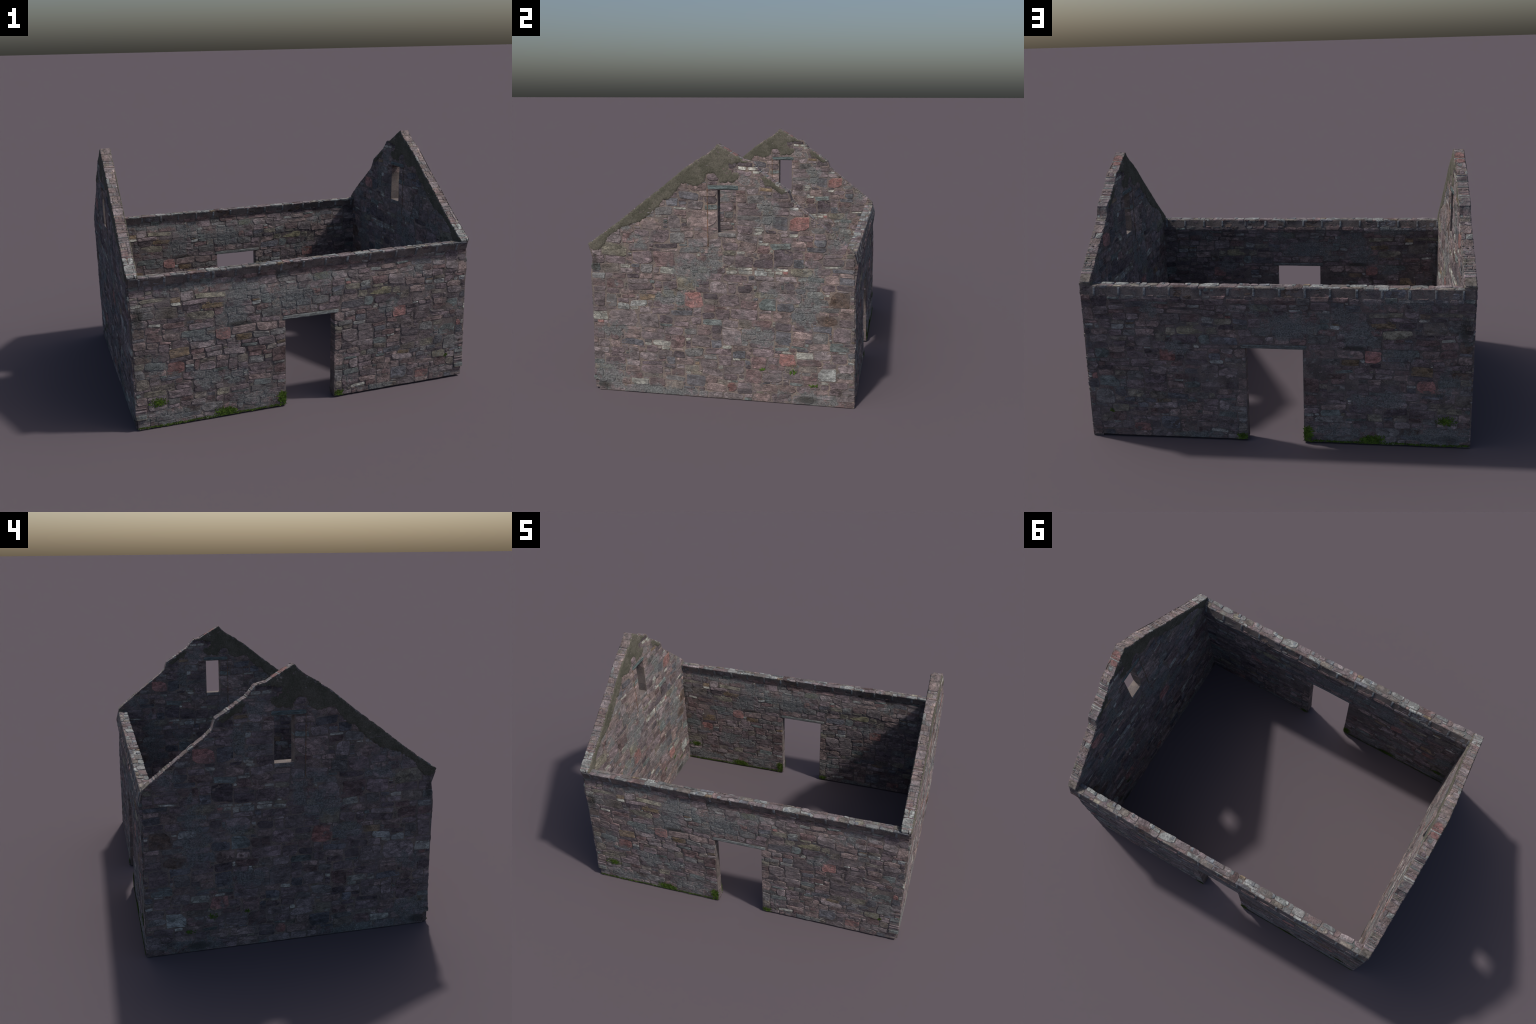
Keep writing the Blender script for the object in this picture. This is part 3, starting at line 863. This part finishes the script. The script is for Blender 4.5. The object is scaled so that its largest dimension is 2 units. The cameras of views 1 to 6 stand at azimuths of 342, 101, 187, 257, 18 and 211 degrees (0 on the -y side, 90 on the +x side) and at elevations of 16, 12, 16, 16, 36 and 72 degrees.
for line in (BACK_LINE, FRONT_LINE):
    def place(u, t, z, line=line):
        bow = BOW * math.exp(-(u / 0.5) ** 2) * max(0.0, 1 - abs(z - 0.38) / 0.38)
        twist = 0.005 * max(0.0, u) * max(0.0, 1 - abs(z - 0.38) / 0.38) if line is FRONT_LINE else 0.0
        return (u, interp(line, z) + t + bow + twist, z)

    # mortar core: grid of cells with the doorway left out
    us = [-LONG_HALF_LENGTH + .003] + [-0.7, -0.4, DOOR[0] - .0010, DOOR[1] + .0010, 0.4, 0.7] + [LONG_HALF_LENGTH - .003]
    zs = [0.0, 0.25, DOOR[3] + .0010, 0.60, 0.68, 0.73, 0.785, LONG_TOP - 0.0042]
    h = LONG_HALF - 0.0018
    cells = {(i, j) for i in range(len(us) - 1) for j in range(len(zs) - 1)} - {(3, 0), (3, 1)}
    verts, index, faces = [], {}, []

    def corner(i, j, s):
        key = (i, j, s)
        if key not in index:
            z = zs[j] if j else wall_foot(us[i]) + .001
            index[key] = len(verts)
            verts.append(place(us[i], s * h, z))
        return index[key]

    for i, j in sorted(cells):
        faces.append([corner(i, j, -1), corner(i + 1, j, -1), corner(i + 1, j + 1, -1), corner(i, j + 1, -1)])
        faces.append([corner(i, j, 1), corner(i, j + 1, 1), corner(i + 1, j + 1, 1), corner(i + 1, j, 1)])
        for (di, dj, a, b) in ((-1, 0, (i, j), (i, j + 1)), (1, 0, (i + 1, j + 1), (i + 1, j)),
                               (0, -1, (i + 1, j), (i, j)), (0, 1, (i, j + 1), (i + 1, j + 1))):
            if (i + di, j + dj) not in cells:
                faces.append([corner(*a, -1), corner(*b, -1), corner(*b, 1), corner(*a, 1)])
    wall = mesh_object('long_wall', verts, faces, ruin, [mortar_l], smooth=False)

    single, small = lay_stones(l_stones, long_allowed, LONG_HALF, place, 23, 70, True)
    for v, f, k in single:
        mesh_object('stone', v, f, wall, [mat_l[k]], smooth=False)
    build_rubble(small, 'rubble', wall, mat_l)

    r = random.Random(31)
    v, f = block(-0.172, 0.180, -LONG_HALF - .0004, LONG_HALF + .0004, DOOR[3] - .0005, 0.541, place, r, 0.0025)
    mesh_object('door_lintel', v, f, wall, [stone_material('door_lintel_slate', (0.190, 0.205, 0.200), groups_l, (1, 1, 5))])
    for c in CORBELS:
        w, drop = r.uniform(.0058, .0078), r.uniform(-.004, .004)
        v, f = block(c - w, c + w, -LONG_HALF - .0004, LONG_HALF + .0004, 0.801 + drop, LONG_TOP - .006, place, r, 0.0008)
        mesh_object('corbel', v, f, wall, [mat_l['corbel']])

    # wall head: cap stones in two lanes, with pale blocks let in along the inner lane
    HEAD_MIX = [('tan', 14), ('pale', 10), ('mauve', 16), ('plum', 18), ('buff', 7), ('lichen', 14), ('pink', 8), ('ochre', 2), ('maroon', 7), ('slate', 6)]
    def head_place(d, out, t, place=place):
        return place(d - LONG_HALF_LENGTH + .002, t, LONG_TOP + out - 0.0070)

    single, small = lay_caps(2 * LONG_HALF_LENGTH - .004, LONG_HALF + 0.0012, HEAD_MIX, 41,
                             ((.040, .110, .020, .050, .028, .016), (.02, .06, .010, .03, .012, .009)), head_place, 60)
    for v, f, k in single:
        mesh_object('cap_stone', v, f, wall, [mat_cap[k]], smooth=False)
    build_rubble(small, 'cap_rubble', wall, mat_cap)
    for c in TOP_BLOCKS:
        w = r.uniform(.0065, .0095)
        v, f = block(c - w, c + w, -LONG_HALF + .003, -LONG_HALF + .026, LONG_TOP - .006, LONG_TOP + 0.0008, place, r, 0.0006)
        mesh_object('cap_block', v, f, wall, [mat_cap['corbel']])

    # moss and small ferns at the foot, on both faces
    def tuft(cu, cz, wu, hz, count, length, side, seed):
        rr = random.Random(seed)
        verts, faces = [], []
        for _ in range(count):
            a, b = rr.gauss(0, .42), rr.gauss(0, .42)
            u, z = cu + wu * max(-1, min(1, a)), cz + hz * max(-1, min(1, b))
            if DOOR[0] < u < DOOR[1]:
                continue
            u, z = max(-.985, min(.985, u)), max(wall_foot(u) + .002, z)
            ang = rr.gauss(math.pi / 2, .9)
            ln, wd = length * rr.uniform(.5, 1.2), length * rr.uniform(.10, .22)
            du, dz = math.cos(ang), math.sin(ang)
            out = rr.uniform(.2, .9) * 0.0045
            t = LONG_HALF + 0.0006
            prof = ((0, .6, 0), (.45, 1.0, .8), (.8, .6, 1.0), (1.0, 0.05, .8))
            o = len(verts)
            for s, wk, ok in prof:
                z_s = max(wall_foot(u) + .0005, z + dz * ln * s)
                for e in (-1, 1):
                    verts.append(place(u + du * ln * s - dz * wd * wk * e, side * (t + out * ok), max(wall_foot(u) + .0003, z_s + du * wd * wk * e)))
            for q in range(3):
                faces.append([o + q * 2, o + q * 2 + 1, o + q * 2 + 3, o + q * 2 + 2])
        if faces:
            ob = mesh_object('moss_clump', verts, faces, wall, [moss_green])
            ob['kind'] = 'stuff'

    for side in (-1, 1):
        tuft(-0.872, 0.145, 0.050, 0.026, 230, 0.012, side, 1)
        tuft(-0.500, 0.028, 0.066, 0.022, 380, 0.014, side, 2)
        tuft(-0.168, 0.050, 0.026, 0.042, 300, 0.015, side, 3)
        tuft(0.176, 0.020, 0.030, 0.018, 200, 0.011, side, 4)
        tuft(0.880, 0.150, 0.009, 0.010, 26, 0.010, side, 5)
        for q in range(24):
            cu = -0.97 + 0.80 * q / 23
            tuft(cu, wall_foot(cu) + .006 + .004 * noise.noise((cu * 9, 1, 1)), 0.026, 0.006, 44, 0.009, side, 60 + q)


# herbs and a flower head rooted in the gable joints --------------------------------
def herb(cu, cz, w, hgt, count, length, mat, name, seed, droop=0.0):
    rr = random.Random(seed)
    verts, faces = [], []
    for side in (-1, 1):
        for _ in range(count):
            u, z = cu + w * rr.uniform(-1, 1), cz + hgt * rr.uniform(-1, 1)
            ang = rr.gauss(math.pi / 2, .8)
            ln, wd = length * rr.uniform(.6, 1.2), length * rr.uniform(.12, .25)
            du, dz = math.cos(ang), math.sin(ang)
            o = len(verts)
            for s, wk, ok in ((0, .5, 0), (.5, 1, .8), (1, .1, 1)):
                for e in (-1, 1):
                    verts.append(g_place(u + du * ln * s - dz * wd * wk * e, side * (GABLE_HALF + .0004 + .003 * ok), z + dz * ln * s + du * wd * wk * e))
            faces += [[o, o + 1, o + 3, o + 2], [o + 2, o + 3, o + 5, o + 4]]
    return on_both_gables(name, verts, faces, [mat], stuff=True)


herb(0.242, 0.188, 0.010, 0.006, 26, 0.012, herb_green, 'herb', 1)
herb(0.415, 0.180, 0.018, 0.012, 24, 0.014, herb_green, 'herb', 2)
herb(0.530, 0.110, 0.022, 0.008, 34, 0.012, herb_green, 'herb', 3)
herb(0.420, 0.222, 0.020, 0.007, 130, 0.004, petal, 'flower_head', 4)
herb(0.655, 0.214, 0.012, 0.008, 50, 0.003, petal, 'flower_head', 5)
